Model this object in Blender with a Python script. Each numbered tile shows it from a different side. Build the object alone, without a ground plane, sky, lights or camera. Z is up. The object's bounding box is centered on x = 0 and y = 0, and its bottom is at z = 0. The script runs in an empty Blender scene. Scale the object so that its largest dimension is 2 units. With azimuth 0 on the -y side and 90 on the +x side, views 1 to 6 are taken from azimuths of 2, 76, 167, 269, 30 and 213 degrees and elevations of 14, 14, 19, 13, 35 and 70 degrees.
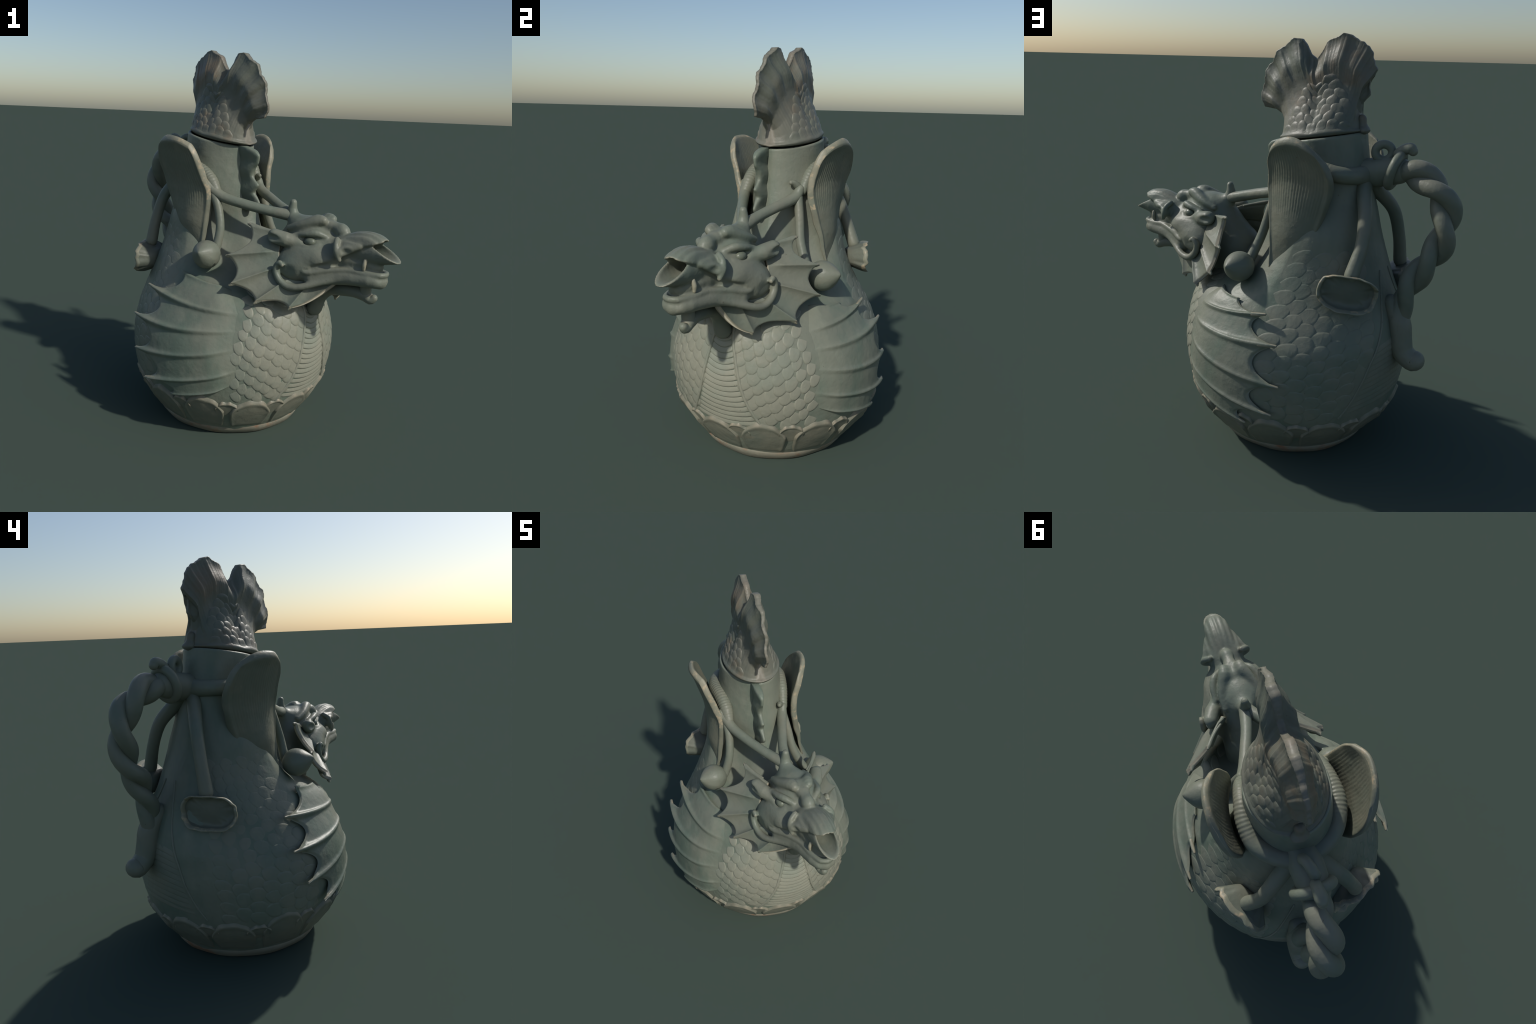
# Celadon wine ewer in the shape of a dragon-fish.
# Everything is built in the ewer's own frame: x = towards the dragon's snout,
# y = the dragon's left, z = up.  The root Empty turns that frame into the world.
import bpy, math
import numpy as np
from mathutils import Vector

rng = np.random.default_rng(7)
ROOT_POS = (-0.08, 0.04, 0.0)
ROOT_YAW = -math.radians(40.3)

# ------------------------------------------------------------------ materials
def glaze(name, base, second, stain=None, stain_amt=0.0, stain_scale=6.0, rough=0.46,
          edge=None, edge_amt=0.0, bump=0.02, streak=False):
    """Celadon glaze: two drifting tones, optional iron stain and pale worn edges."""
    m = bpy.data.materials.new(name)
    m.use_nodes = True
    nt = m.node_tree
    N, L = nt.nodes, nt.links
    for n in list(N):
        N.remove(n)
    out = N.new('ShaderNodeOutputMaterial')
    bs = N.new('ShaderNodeBsdfPrincipled')
    L.new(bs.outputs[0], out.inputs[0])
    tc = N.new('ShaderNodeTexCoord')

    def noise(scale, detail=4, rgh=0.55, vec=None):
        n = N.new('ShaderNodeTexNoise')
        n.inputs['Scale'].default_value = scale
        n.inputs['Detail'].default_value = detail
        n.inputs['Roughness'].default_value = rgh
        L.new(vec or tc.outputs['Object'], n.inputs['Vector'])
        return n.outputs['Fac']

    def ramp(fac, a, b):
        r = N.new('ShaderNodeMapRange')
        r.interpolation_type = 'SMOOTHSTEP'
        r.inputs['From Min'].default_value = a
        r.inputs['From Max'].default_value = b
        L.new(fac, r.inputs['Value'])
        return r.outputs[0]

    def mix(fac, a, b, mode='MIX'):
        x = N.new('ShaderNodeMix')
        x.data_type = 'RGBA'
        x.blend_type = mode
        if isinstance(fac, float):
            x.inputs['Factor'].default_value = fac
        else:
            L.new(fac, x.inputs['Factor'])
        for sock, v in ((x.inputs['A'], a), (x.inputs['B'], b)):
            if isinstance(v, tuple):
                sock.default_value = (*v, 1)
            else:
                L.new(v, sock)
        return x.outputs['Result']

    def mul(fac, k):
        q = N.new('ShaderNodeMath')
        q.operation = 'MULTIPLY'
        L.new(fac, q.inputs[0])
        q.inputs[1].default_value = k
        return q.outputs[0]

    vec = None
    if streak:
        mp = N.new('ShaderNodeMapping')
        mp.inputs['Scale'].default_value = (1.0, 1.0, 0.35)
        L.new(tc.outputs['Object'], mp.inputs['Vector'])
        vec = mp.outputs[0]
    col = mix(ramp(noise(4.5, 6, 0.62, vec), 0.40, 0.66), base, second)
    lighter = tuple(min(1, c * 1.18) for c in base)
    col = mix(mul(ramp(noise(9.0, 4, 0.6), 0.5, 0.75), 0.45), col, lighter)
    darker = tuple(c * 0.86 for c in base)
    col = mix(mul(ramp(noise(38.0, 3, 0.6), 0.5, 0.8), 0.35), col, darker)
    if stain is not None:
        col = mix(mul(ramp(noise(stain_scale, 6, 0.65), 0.50, 0.68), stain_amt), col, stain)
    if edge is not None:
        ge = N.new('ShaderNodeNewGeometry')
        f = mul(ramp(ge.outputs['Pointiness'], 0.53, 0.60), edge_amt)
        col = mix(f, col, edge)
    # tiny iron specks in the glaze
    sp = ramp(noise(95.0, 1, 0.5), 0.77, 0.82)
    col = mix(mul(sp, 0.6), col, (0.07, 0.05, 0.035))
    L.new(col, bs.inputs['Base Color'])
    bs.inputs['Roughness'].default_value = rough
    bs.inputs['Specular IOR Level'].default_value = 0.3
    if bump:
        b = N.new('ShaderNodeBump')
        b.inputs['Strength'].default_value = 0.25
        b.inputs['Distance'].default_value = bump
        L.new(noise(14.0, 4, 0.55), b.inputs['Height'])
        L.new(b.outputs[0], bs.inputs['Normal'])
    return m

CEL = (0.178, 0.190, 0.147)
GRN = (0.122, 0.158, 0.121)
PALE = (0.42, 0.36, 0.26)
M_BODY = glaze('celadon_body', CEL, GRN, edge=PALE, edge_amt=0.12, streak=True)
M_SCALE = glaze('celadon_scale', (0.184, 0.191, 0.148), (0.140, 0.168, 0.131), edge=PALE, edge_amt=0.05)
M_BREAST = glaze('celadon_breast', (0.240, 0.240, 0.186), (0.186, 0.208, 0.164))
M_HEAD = glaze('celadon_head', (0.171, 0.179, 0.138), (0.128, 0.157, 0.123), edge=PALE, edge_amt=0.5)
M_VINE = glaze('celadon_vine', (0.176, 0.180, 0.138), (0.138, 0.162, 0.125), edge=PALE, edge_amt=0.25)
M_LEAF = glaze('celadon_leaf', (0.172, 0.173, 0.129), (0.138, 0.156, 0.118), stain=PALE, stain_amt=0.12,
               edge=(0.50, 0.38, 0.24), edge_amt=0.75)
M_POD = glaze('celadon_pod', (0.142, 0.147, 0.114), (0.114, 0.133, 0.106), edge=(0.50, 0.38, 0.27), edge_amt=0.9)
M_LID = glaze('grey_brown_lid', (0.146, 0.146, 0.116), (0.115, 0.130, 0.102), stain=(0.185, 0.108, 0.055),
              stain_amt=0.42, stain_scale=4.0, edge=(0.28, 0.24, 0.19), edge_amt=0.3)
M_PETAL = glaze('celadon_petal', (0.180, 0.178, 0.134), (0.145, 0.160, 0.124), stain=(0.30, 0.20, 0.12),
                stain_amt=0.15, stain_scale=9.0, edge=(0.36, 0.29, 0.21), edge_amt=0.5)
M_FOOT = glaze('unglazed_foot', (0.215, 0.200, 0.150), (0.165, 0.165, 0.125), stain=(0.22, 0.10, 0.05),
               stain_amt=0.9, stain_scale=6.0, rough=0.8)
M_RIM = glaze('worn_pale_rim', (0.235, 0.225, 0.165), (0.17, 0.185, 0.14), stain=(0.43, 0.34, 0.22), stain_amt=0.85, stain_scale=26.0)
M_TIP = glaze('pale_tip', (0.25, 0.235, 0.172), (0.20, 0.205, 0.155), stain=(0.42, 0.34, 0.23), stain_amt=0.5, stain_scale=20.0)
M_TOOTH = glaze('pale_tooth', (0.31, 0.29, 0.21), (0.24, 0.235, 0.175))
M_EYE = glaze('dark_eye_glaze', (0.135, 0.148, 0.112), (0.11, 0.135, 0.10), rough=0.35, bump=0)

# ------------------------------------------------------------------ helpers
root = bpy.data.objects.new('dragon_fish_ewer', None)
bpy.context.scene.collection.objects.link(root)
root.location = ROOT_POS
root.rotation_euler = (0, 0, ROOT_YAW)
root['label'] = 'grey-green celadon ewer shaped as a dragon-headed fish'
root['category'] = 'ceramic ewer'


def add_mesh(name, verts, faces, mat, parent=None, smooth=True, kind=None):
    me = bpy.data.meshes.new(name)
    verts = np.asarray(verts, float)
    me.from_pydata(verts.tolist(), [], [tuple(int(i) for i in f) for f in faces])
    me.validate()
    me.update()
    if smooth:
        me.polygons.foreach_set('use_smooth', [True] * len(me.polygons))
    me.materials.append(mat)
    ob = bpy.data.objects.new(name, me)
    bpy.context.scene.collection.objects.link(ob)
    ob.parent = parent or root
    if kind:
        ob['kind'] = kind
    return ob


def grid_faces(nr, nc, wrap=False, off=0, flip=False):
    r, c = np.meshgrid(np.arange(nr - 1), np.arange(nc if wrap else nc - 1), indexing='ij')
    c2 = (c + 1) % nc
    q = np.stack([r * nc + c, r * nc + c2, (r + 1) * nc + c2, (r + 1) * nc + c], -1).reshape(-1, 4) + off
    return q[:, ::-1] if flip else q


def smoothstep(a, b, x):
    t = np.clip((np.asarray(x, float) - a) / (b - a), 0, 1)
    return t * t * (3 - 2 * t)


def spline(pts, n):
    """Catmull-Rom through pts, n samples at even parameter by chord length."""
    P = np.asarray(pts, float)
    k = len(P)
    d = np.r_[0, np.cumsum(np.linalg.norm(np.diff(P[:, :3], axis=0), axis=1))]
    ext = np.vstack([2 * P[0] - P[1], P, 2 * P[-1] - P[-2]])
    t = np.linspace(0, d[-1], n)
    i = np.clip(np.searchsorted(d, t, side='right') - 1, 0, k - 2)
    u = ((t - d[i]) / np.maximum(d[i + 1] - d[i], 1e-9))[:, None]
    p0, p1, p2, p3 = ext[i], ext[i + 1], ext[i + 2], ext[i + 3]
    return 0.5 * (2 * p1 + (p2 - p0) * u + (2 * p0 - 5 * p1 + 4 * p2 - p3) * u ** 2 + (3 * p1 - p0 - 3 * p2 + p3) * u ** 3)


def curve1(xs, ys, x):
    """Smooth 1-D curve through knots (monotone cubic)."""
    xs, ys = np.asarray(xs, float), np.asarray(ys, float)
    x = np.clip(np.asarray(x, float), xs[0], xs[-1])
    h = np.diff(xs)
    s = np.diff(ys) / h
    m = np.r_[s[0], np.where(s[:-1] * s[1:] > 0, 2 * s[:-1] * s[1:] / (s[:-1] + s[1:] + 1e-12), 0), s[-1]]
    i = np.clip(np.searchsorted(xs, x, side='right') - 1, 0, len(h) - 1)
    t = (x - xs[i]) / h[i]
    return ((2 * t ** 3 - 3 * t ** 2 + 1) * ys[i] + (t ** 3 - 2 * t ** 2 + t) * h[i] * m[i]
            + (-2 * t ** 3 + 3 * t ** 2) * ys[i + 1] + (t ** 3 - t ** 2) * h[i] * m[i + 1])


def frames(C):
    T = np.gradient(C, axis=0)
    T /= np.linalg.norm(T, axis=1)[:, None] + 1e-12
    ref = np.array([0, 0, 1.0]) if abs(T[0][2]) < 0.9 else np.array([1.0, 0, 0])
    A = np.zeros_like(C)
    a = np.cross(T[0], ref)
    for i in range(len(C)):
        a = a - T[i] * (a @ T[i])
        a /= np.linalg.norm(a)
        A[i] = a
    return T, A, np.cross(T, A)


def tube_geo(pts, seg=18, n=60, ring=None):
    """Round-ended tube along pts = (x, y, z, r).  ring(i/n, ang) scales the radius."""
    P = spline(pts, n)
    C, R = P[:, :3], np.maximum(P[:, 3], 0.002)
    T, A, B = frames(C)
    # hemispherical ends
    cap = np.radians([80, 60, 40, 20])
    C = np.vstack([[C[0] - T[0] * R[0] * math.sin(a) for a in cap], C, [C[-1] + T[-1] * R[-1] * math.sin(a) for a in cap[::-1]]])
    R = np.r_[[R[0] * math.cos(a) for a in cap], R, [R[-1] * math.cos(a) for a in cap[::-1]]]
    A = np.vstack([[A[0]] * 4, A, [A[-1]] * 4])
    B = np.vstack([[B[0]] * 4, B, [B[-1]] * 4])
    ang = np.linspace(0, 2 * math.pi, seg, endpoint=False)
    RR = R[:, None] * np.ones(seg)
    if ring is not None:
        RR = RR * ring(np.linspace(0, 1, len(R))[:, None], ang[None, :])
    V = C[:, None] + RR[..., None] * (np.cos(ang)[None, :, None] * A[:, None] + np.sin(ang)[None, :, None] * B[:, None])
    nr = len(C)
    F = [tuple(f) for f in grid_faces(nr, seg, True)]
    F.append(tuple(range(seg))[::-1])
    F.append(tuple((nr - 1) * seg + j for j in range(seg)))
    return V.reshape(-1, 3), F


def tube(name, pts, mat, parent=None, seg=18, n=60, ring=None):
    v, f = tube_geo(pts, seg, n, ring)
    return add_mesh(name, v, f, mat, parent)


# ---- signed-distance modelling (smooth blends), meshed by naive surface nets
def sdf_mesh(fn, lo, hi, h):
    lo, hi = np.array(lo, float), np.array(hi, float)
    n = np.ceil((hi - lo) / h).astype(int) + 1
    ax = [lo[i] + h * np.arange(n[i]) for i in range(3)]
    X, Y, Z = np.meshgrid(*ax, indexing='ij')
    D = fn(X, Y, Z)
    nx, ny, nz = n - 1
    S = np.zeros((nx, ny, nz, 3))
    cnt = np.zeros((nx, ny, nz))
    corner = lambda i, j, k: D[i:i + nx, j:j + ny, k:k + nz]
    for a in range(3):
        for u in (0, 1):
            for w in (0, 1):
                c0 = [0, 0, 0]
                o = [x for x in range(3) if x != a]
                c0[o[0]], c0[o[1]] = u, w
                c1 = list(c0)
                c1[a] = 1
                d0, d1 = corner(*c0), corner(*c1)
                m = (d0 < 0) != (d1 < 0)
                t = np.where(m, d0 / np.where(m, d0 - d1, 1), 0)
                for b in range(3):
                    S[..., b] += np.where(m, c0[b] + (t if b == a else 0), 0)
                cnt += m
    act = cnt > 0
    idx = -np.ones(act.shape, int)
    idx[act] = np.arange(act.sum())
    cell = np.argwhere(act)
    V = lo + h * (cell + S[act] / cnt[act][:, None])
    F = []
    for a in range(3):
        o = [(a + 1) % 3, (a + 2) % 3]
        sl0 = [slice(None)] * 3
        sl1 = [slice(None)] * 3
        sl0[a], sl1[a] = slice(0, -1), slice(1, None)
        d0, d1 = D[tuple(sl0)], D[tuple(sl1)]
        e = np.argwhere((d0 < 0) != (d1 < 0))
        e = e[(e[:, o[0]] > 0) & (e[:, o[1]] > 0) & (e[:, o[0]] < n[o[0]] - 1) & (e[:, o[1]] < n[o[1]] - 1)]
        ins = d0[tuple(e.T)] < 0
        q = []
        for u, w in ((1, 1), (0, 1), (0, 0), (1, 0)):
            c = e.copy()
            c[:, o[0]] -= u
            c[:, o[1]] -= w
            q.append(idx[tuple(c.T)])
        q = np.stack(q, 1)
        q[~ins] = q[~ins][:, ::-1]
        F.append(q)
    F = np.vstack(F)
    return V, F


def smin(a, b, k):
    h = np.clip(0.5 + 0.5 * (b - a) / k, 0, 1)
    return b * (1 - h) + a * h - k * h * (1 - h)


def smax(a, b, k):
    return -smin(-a, -b, k)


def ellipsoid(P, c, r):
    x, y, z = (P[0] - c[0]) / r[0], (P[1] - c[1]) / r[1], (P[2] - c[2]) / r[2]
    k0 = np.sqrt(x * x + y * y + z * z)
    k1 = np.sqrt((x / r[0]) ** 2 + (y / r[1]) ** 2 + (z / r[2]) ** 2) + 1e-9
    return k0 * (k0 - 1) / k1


def strand(P, pts, n=None):
    """Distance to a tapering rounded polyline of (x, y, z, r)."""
    Q = spline(pts, n) if n else np.asarray(pts, float)
    d = None
    for a, b in zip(Q[:-1], Q[1:]):
        ab = b[:3] - a[:3]
        L2 = ab @ ab + 1e-12
        t = np.clip(((P[0] - a[0]) * ab[0] + (P[1] - a[1]) * ab[1] + (P[2] - a[2]) * ab[2]) / L2, 0, 1)
        s = np.sqrt((P[0] - a[0] - ab[0] * t) ** 2 + (P[1] - a[1] - ab[1] * t) ** 2 + (P[2] - a[2] - ab[2] * t) ** 2) - (a[3] + (b[3] - a[3]) * t)
        d = s if d is None else np.minimum(d, s)
    return d


# ------------------------------------------------------------------ body
ZB = [0, .025, .06, .1, .2, .3, .4, .5, .6, .7, .8, .9, 1.0, 1.1, 1.2, 1.3, 1.4, 1.5, 1.56]
FRONT = [.378, .393, .415, .447, .505, .543, .568, .577, .568, .548, .470, .330, .215, .145, .112, .096, .088, .084, .082]
BACK = [.406, .420, .444, .474, .543, .580, .600, .612, .610, .590, .552, .512, .478, .446, .420, .386, .362, .345, .338]
SIDE = [.380, .396, .420, .449, .506, .537, .544, .536, .506, .448, .385, .330, .283, .243, .212, .191, .176, .165, .162]


def shear(x, z):
    """The mouth of the neck is tilted: low in front, high behind."""
    return z - 0.17 * (x + 0.12) * smoothstep(1.15, 1.5, z)


def body_pt(th, z):
    """Point on the body for angle th (radians, 0 = front, + = left) and height z."""
    th, z = np.asarray(th, float), np.asarray(z, float)
    cx = -0.125 * smoothstep(0.65, 1.15, z)          # the neck stands behind the belly's centre
    a = np.where(np.cos(th) > 0, curve1(ZB, FRONT, z) - cx, curve1(ZB, BACK, z) + cx)
    b = curve1(ZB, SIDE, z)
    # the neck is pinched towards the crest in front
    g = np.where(np.cos(th) > 0, 0.24 * smoothstep(.74, .92, z) - 0.17 * smoothstep(1.0, 1.3, z), 0.0) * (0.4 * np.abs(np.sin(2 * th)) + 0.6 * np.sin(2 * th) ** 2)
    ta = np.degrees(np.arctan2(np.sin(th), np.cos(th)))
    lump = lambda t0, z0, wt, wz, h: h * np.exp(-((ta - t0) / wt) ** 2 - ((z - z0) / wz) ** 2)
    g = g - lump(138, .70, 26, .15, .040) + lump(-125, .66, 22, .14, .026) - lump(-58, .80, 18, .08, .045) \
        - lump(104, 1.13, 26, .10, .10) - lump(-106, 1.13, 28, .10, .11)
    x = cx + a * np.cos(th) * (1 - g)
    y = b * np.sin(th) * (1 - g) - 0.004 - 0.012 * smoothstep(1.1, 1.35, z)
    return np.stack([x, y, shear(x, z)], -1)


def body_frame(th, z, e=2e-3):
    p = body_pt(th, z)
    du = body_pt(th + e, z) - body_pt(th - e, z)
    dv = body_pt(th, z + e) - body_pt(th, z - e)
    du /= np.linalg.norm(du, axis=-1, keepdims=True)
    n = np.cross(du, dv)
    n /= np.linalg.norm(n, axis=-1, keepdims=True)
    return p, du, np.cross(n, du), n


def polar_of(x, y, z):
    """theta of a point near the body, and its height above the body surface."""
    th = math.atan2(y + 0.004, x)
    for _ in range(20):
        p = body_pt(th, z)
        t1 = math.atan2(p[1], p[0])
        th += math.atan2(y, x) - t1
    p = body_pt(th, z)
    return th, math.hypot(x, y) - math.hypot(p[0], p[1])


def build_body():
    nt, nz = 320, 260
    th = np.linspace(0, 2 * math.pi, nt, endpoint=False)
    zz = np.r_[np.linspace(0.03, 1.535, nz)]
    TH, ZZ = np.meshgrid(th, zz)
    P, _, _, Nn = body_frame(TH, ZZ)
    # hand-thrown unevenness
    w = 0.0012 * np.sin(2 * TH + 1.3 * ZZ * 4) * np.sin(ZZ * 7.0) + 0.0006 * np.sin(5 * TH - 9 * ZZ)
    P = P + Nn * w[..., None] * smoothstep(0.1, 0.3, ZZ)[..., None]
    rows = [P[i] for i in range(nz)]
    # rounded lip and the inside of the mouth
    c = np.array([-0.12, -0.01])
    top = rows[-1]
    for k, dz in ((0.985, 0.006), (0.95, 0.008), (0.90, 0.004), (0.885, -0.01), (0.88, -0.06)):
        r = top.copy()
        r[:, :2] = c + (top[:, :2] - c) * k
        r[:, 2] += dz
        rows.append(r)
    V = np.vstack(rows)
    nr = len(rows)
    F = [tuple(f) for f in grid_faces(nr, nt, True)]
    F.append(tuple(range(nt))[::-1])
    F.append(tuple((nr - 1) * nt + j for j in range(nt)))
    return add_mesh('body', V, F, M_BODY)


body = build_body()


def build_foot():
    nt = 160
    th = np.linspace(0, 2 * math.pi, nt, endpoint=False)
    prof = [(-0.10, 0.0), (-0.012, 0.0), (0.0, 0.006), (0.006, 0.03), (0.004, 0.052), (-0.006, 0.062), (-0.03, 0.064)]
    rows = []
    for o, z in prof:
        p = body_pt(th, np.full(nt, max(z, 0.012)))
        d = p.copy()
        d[:, 2] = 0
        d /= np.linalg.norm(d, axis=1)[:, None]
        q = p + d * (o + 0.0035 * np.sin(3 * th + 1)[:, None] + 0.002 * np.sin(11 * th)[:, None])
        q[:, 2] = z
        rows.append(q)
    F = [tuple(f) for f in grid_faces(len(rows), nt, True)]
    F.append(tuple(range(nt))[::-1])
    return add_mesh('foot_ring', np.vstack(rows), F, M_FOOT, body)


build_foot()

# ------------------------------------------------------------------ low-relief patches on a surface
def patch_geo(surf, th0, z0, ang, length, width, height, kind='scale', nu=11, nv=13, sink=0.004):
    """A raised tile lying on the body: starts at (th0,z0) and points along ang
    (0 = towards +theta, pi/2 = up)."""
    p, du, dv, n = surf(np.array(th0), np.array(z0))
    dirv = math.cos(ang) * du + math.sin(ang) * dv
    perp = np.cross(n, dirv)
    u = np.linspace(-1, 1, nu)
    v = np.linspace(0, 1, nv)
    U, Vv = np.meshgrid(u, v)
    if kind == 'scale':
        w = np.where(Vv > 0.45, np.clip(1 - ((Vv - 0.45) / 0.55) ** 2, 0, 1) ** 0.85, 0.72 + 0.28 * np.sin(Vv / 0.45 * math.pi / 2))
        along = Vv + 0.0
        hgt = smoothstep(-0.1, 0.9, Vv) * (1 - 0.55 * U ** 2)
        edge = np.clip((1 - np.abs(U)) / 0.18, 0, 1) * np.clip((1 - Vv) / 0.12, 0, 1)
        hgt = hgt * np.sqrt(edge) * height - sink * (1 - edge) - sink * (1 - smoothstep(0, 0.25, Vv))
    off = (dirv[None, None] * ((along - 0.5) * length)[..., None] + perp[None, None] * (U * w * width * 0.5)[..., None])
    # back to surface coordinates
    duL, dvL = du, dv
    R = math.hypot(p[0], p[1])
    dth = (off @ duL) / R
    dz = (off @ dvL) * dvL[2]
    q, _, _, nn = surf(th0 + dth, z0 + dz)
    q = q + nn * hgt[..., None]
    return q.reshape(-1, 3), grid_faces(nv, nu)


def tile(name, th0, z0, ang, length, width, height, mat, parent, **k):
    v, f = patch_geo(body_frame, th0, z0, ang, length, width, height, **k)
    return add_mesh(name, v, f, mat, parent)


# ---- the seams that bound the belly plates, front and back
D = np.radians
Z_F = [.26, .30, .344, .396, .45, .506, .56, .615, .67, .74]
T_F = [-20.5, -18, -15.7, -13.3, -11.5, -10.1, -8.9, -7.8, -6.7, -5.6]


def front_seam(z, s):
    return s * -D(curve1(Z_F, T_F, z))


Z_B = [.28, .33, .39, .47, .56, .65, .8, .95]
T_BL = [137, 140, 143, 146, 149, 152.6, 159, 166]
T_BR = [203, 200, 197, 194, 191.5, 188.6, 184.5, 181]


def back_seam(z, s):
    return D(curve1(Z_B, T_BL if s > 0 else T_BR, z))


def seam_cord(fn, s, z0, z1, r, mat):
    z = np.linspace(z0, z1, 26)
    p, _, _, n = body_frame(fn(z, s), z)
    pts = np.hstack([p + n * 0.0005, np.full((26, 1), r)])
    tube('seam_cord', pts, mat, body, seg=12, n=70)


for s in (1, -1):
    seam_cord(front_seam, s, 0.255, 0.74, 0.0085, M_BREAST)
    seam_cord(back_seam, s, 0.29, 0.95, 0.0055, M_SCALE)


def belly_plate(th_a, th_b, z, sag, dz, height, mat):
    nu, nv = 25, 13
    u = np.linspace(0, 1, nu)
    v = np.linspace(0, 1, nv)
    U, Vv = np.meshgrid(u, v)
    th = th_a(z) + (th_b(z) - th_a(z)) * U
    zz = z - sag * np.sin(math.pi * U) ** 0.9 + dz * (Vv - 0.5)
    # thick rounded lower lip fading upwards
    prof = np.interp(Vv, [0, .08, .22, .5, .8, 1], [-.4, .75, 1, .75, .25, -.4])
    ends = np.clip(np.minimum(U, 1 - U) / 0.06, 0, 1)
    q, _, _, n = body_frame(th, zz)
    q = q + n * (prof * height * ends - 0.002 * (1 - ends))[..., None]
    add_mesh('belly_plate', q.reshape(-1, 3), grid_faces(nv, nu), mat, body)


for i, z in enumerate(np.linspace(0.735, 0.285, 18)):
    belly_plate(lambda q: front_seam(q, -1), lambda q: front_seam(q, 1), z, 0.022, 0.031, 0.0050, M_BREAST)
for z in np.linspace(0.62, 0.32, 11):
    belly_plate(lambda q: back_seam(q, 1), lambda q: back_seam(q, -1), z, -0.03, 0.034, 0.0022, M_SCALE)

# ---- scales of the fish body
def scale_field():
    out = []
    for s in (1, -1):
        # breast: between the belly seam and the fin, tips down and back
        for c in range(8):
            for k in range(12):
                z = 0.292 + 0.054 * k + (0.027 if c % 2 else 0)
                if z > 0.83:
                    continue
                th = abs(front_seam(min(z, .74), 1)) + D(3.2 + 5.6 * c)
                if th > D(47.5):
                    continue
                small = 1.0 - 0.30 * smoothstep(26, 46, math.degrees(th))
                out.append((s, th, z, -2.0, 0.120 * small, 0.082 * small, 0.0056 * (1 - .35 * smoothstep(30, 46, math.degrees(th)))))
        # flank and back: tips up and back
        for c in range(7):
            for k in range(13):
                z = 0.30 + 0.060 * k + (0.030 if c % 2 else 0)
                th = D(100 + 7.6 * c)
                lim = back_seam(min(z, .95), s)
                lim = lim if s > 0 else 2 * math.pi - lim
                if th > lim - D(4) or z > 1.02:
                    continue
                low = smoothstep(0.50, 0.30, z) * smoothstep(D(135), D(105), th)
                ang = 0.65 - 1.3 * low
                out.append((s, th, z, ang, 0.108, 0.092, 0.0034 if z < .7 else 0.0020))
    return out


for s, th, z, ang, ln, wd, h in scale_field():
    j = rng.normal(0, 1, 5)
    a = ang + 0.10 * j[0]
    if s < 0:
        a = math.pi - a
    tile('scale', s * (th + 0.006 * j[1]), z + 0.004 * j[2], a, ln * (1 + .06 * j[3]), wd * (1 + .06 * j[4]), h, M_BREAST if th < D(60) else M_SCALE, body)

# ---- lotus petals round the foot
def petal(th0, half, z0, z1, h0, h1, name='lotus_petal'):
    nu, nv = 25, 19
    U, Vv = np.meshgrid(np.linspace(-1, 1, nu), np.linspace(0, 1, nv))
    w = np.where(Vv < 0.55, 0.86 + 0.14 * np.sin(Vv / 0.55 * math.pi / 2), 1.0) * half
    arch = 1 - 0.42 * np.abs(U) ** 2.4
    frill = 0.006 * np.sin(U * 7 + th0 * 9) * np.sin(U * 3.1 + th0 * 5) * smoothstep(.6, 1, Vv)
    z = z0 + (z1 - z0) * Vv * arch + frill
    zz = np.clip(z, 0.045, None)
    h = h0 + (h1 - h0) * smoothstep(0.2, 1.0, Vv)
    rimd = np.minimum((1 - np.abs(U)), (1 - Vv) * 1.3)
    lip = np.exp(-((rimd - 0.10) / 0.07) ** 2) * 0.0035
    edge = np.sqrt(np.clip(rimd / 0.09, 0, 1))
    hh = (h + lip * (1 + smoothstep(.6, .95, Vv)) + 0.5 * frill) * edge - 0.006 * (1 - edge)
    hh = hh * smoothstep(-0.05, 0.15, Vv) - 0.004 * (1 - smoothstep(0, 0.12, Vv))
    q, _, _, n = body_frame(th0 + U * w, zz)
    q = q + n * hh[..., None]
    add_mesh(name, q.reshape(-1, 3), grid_faces(nv, nu), M_PETAL, body)


NP = 13
for i in range(NP):
    a = D(21) + 2 * math.pi * i / NP
    j = rng.normal(0, 1, 4)
    petal(a + 0.01 * j[0], D(12.6), 0.062, 0.278 + 0.008 * j[1], 0.003, 0.010 + 0.002 * j[2])
    petal(a + math.pi / NP, D(7.0), 0.15, 0.268 + 0.008 * j[3], 0.001, 0.009)

# ------------------------------------------------------------------ side fins (wings lying on the flanks)
FIN_BASE = [(50, .815), (45.5, .715), (45, .640), (44.5, .555), (41.5, .450), (45, .365)]
FIN_TIPS = {
    -1: [(-.032, -.385, .855), (-.227, -.458, .737), (-.251, -.528, .590), (-.188, -.565, .439), (-.078, -.588, .318), (.080, -.536, .264)],
    1: [(.095, .374, .790), (-.081, .446, .756), (-.178, .510, .644), (-.199, .532, .472), (-.172, .546, .330), (-.028, .544, .248)],
}


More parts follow.
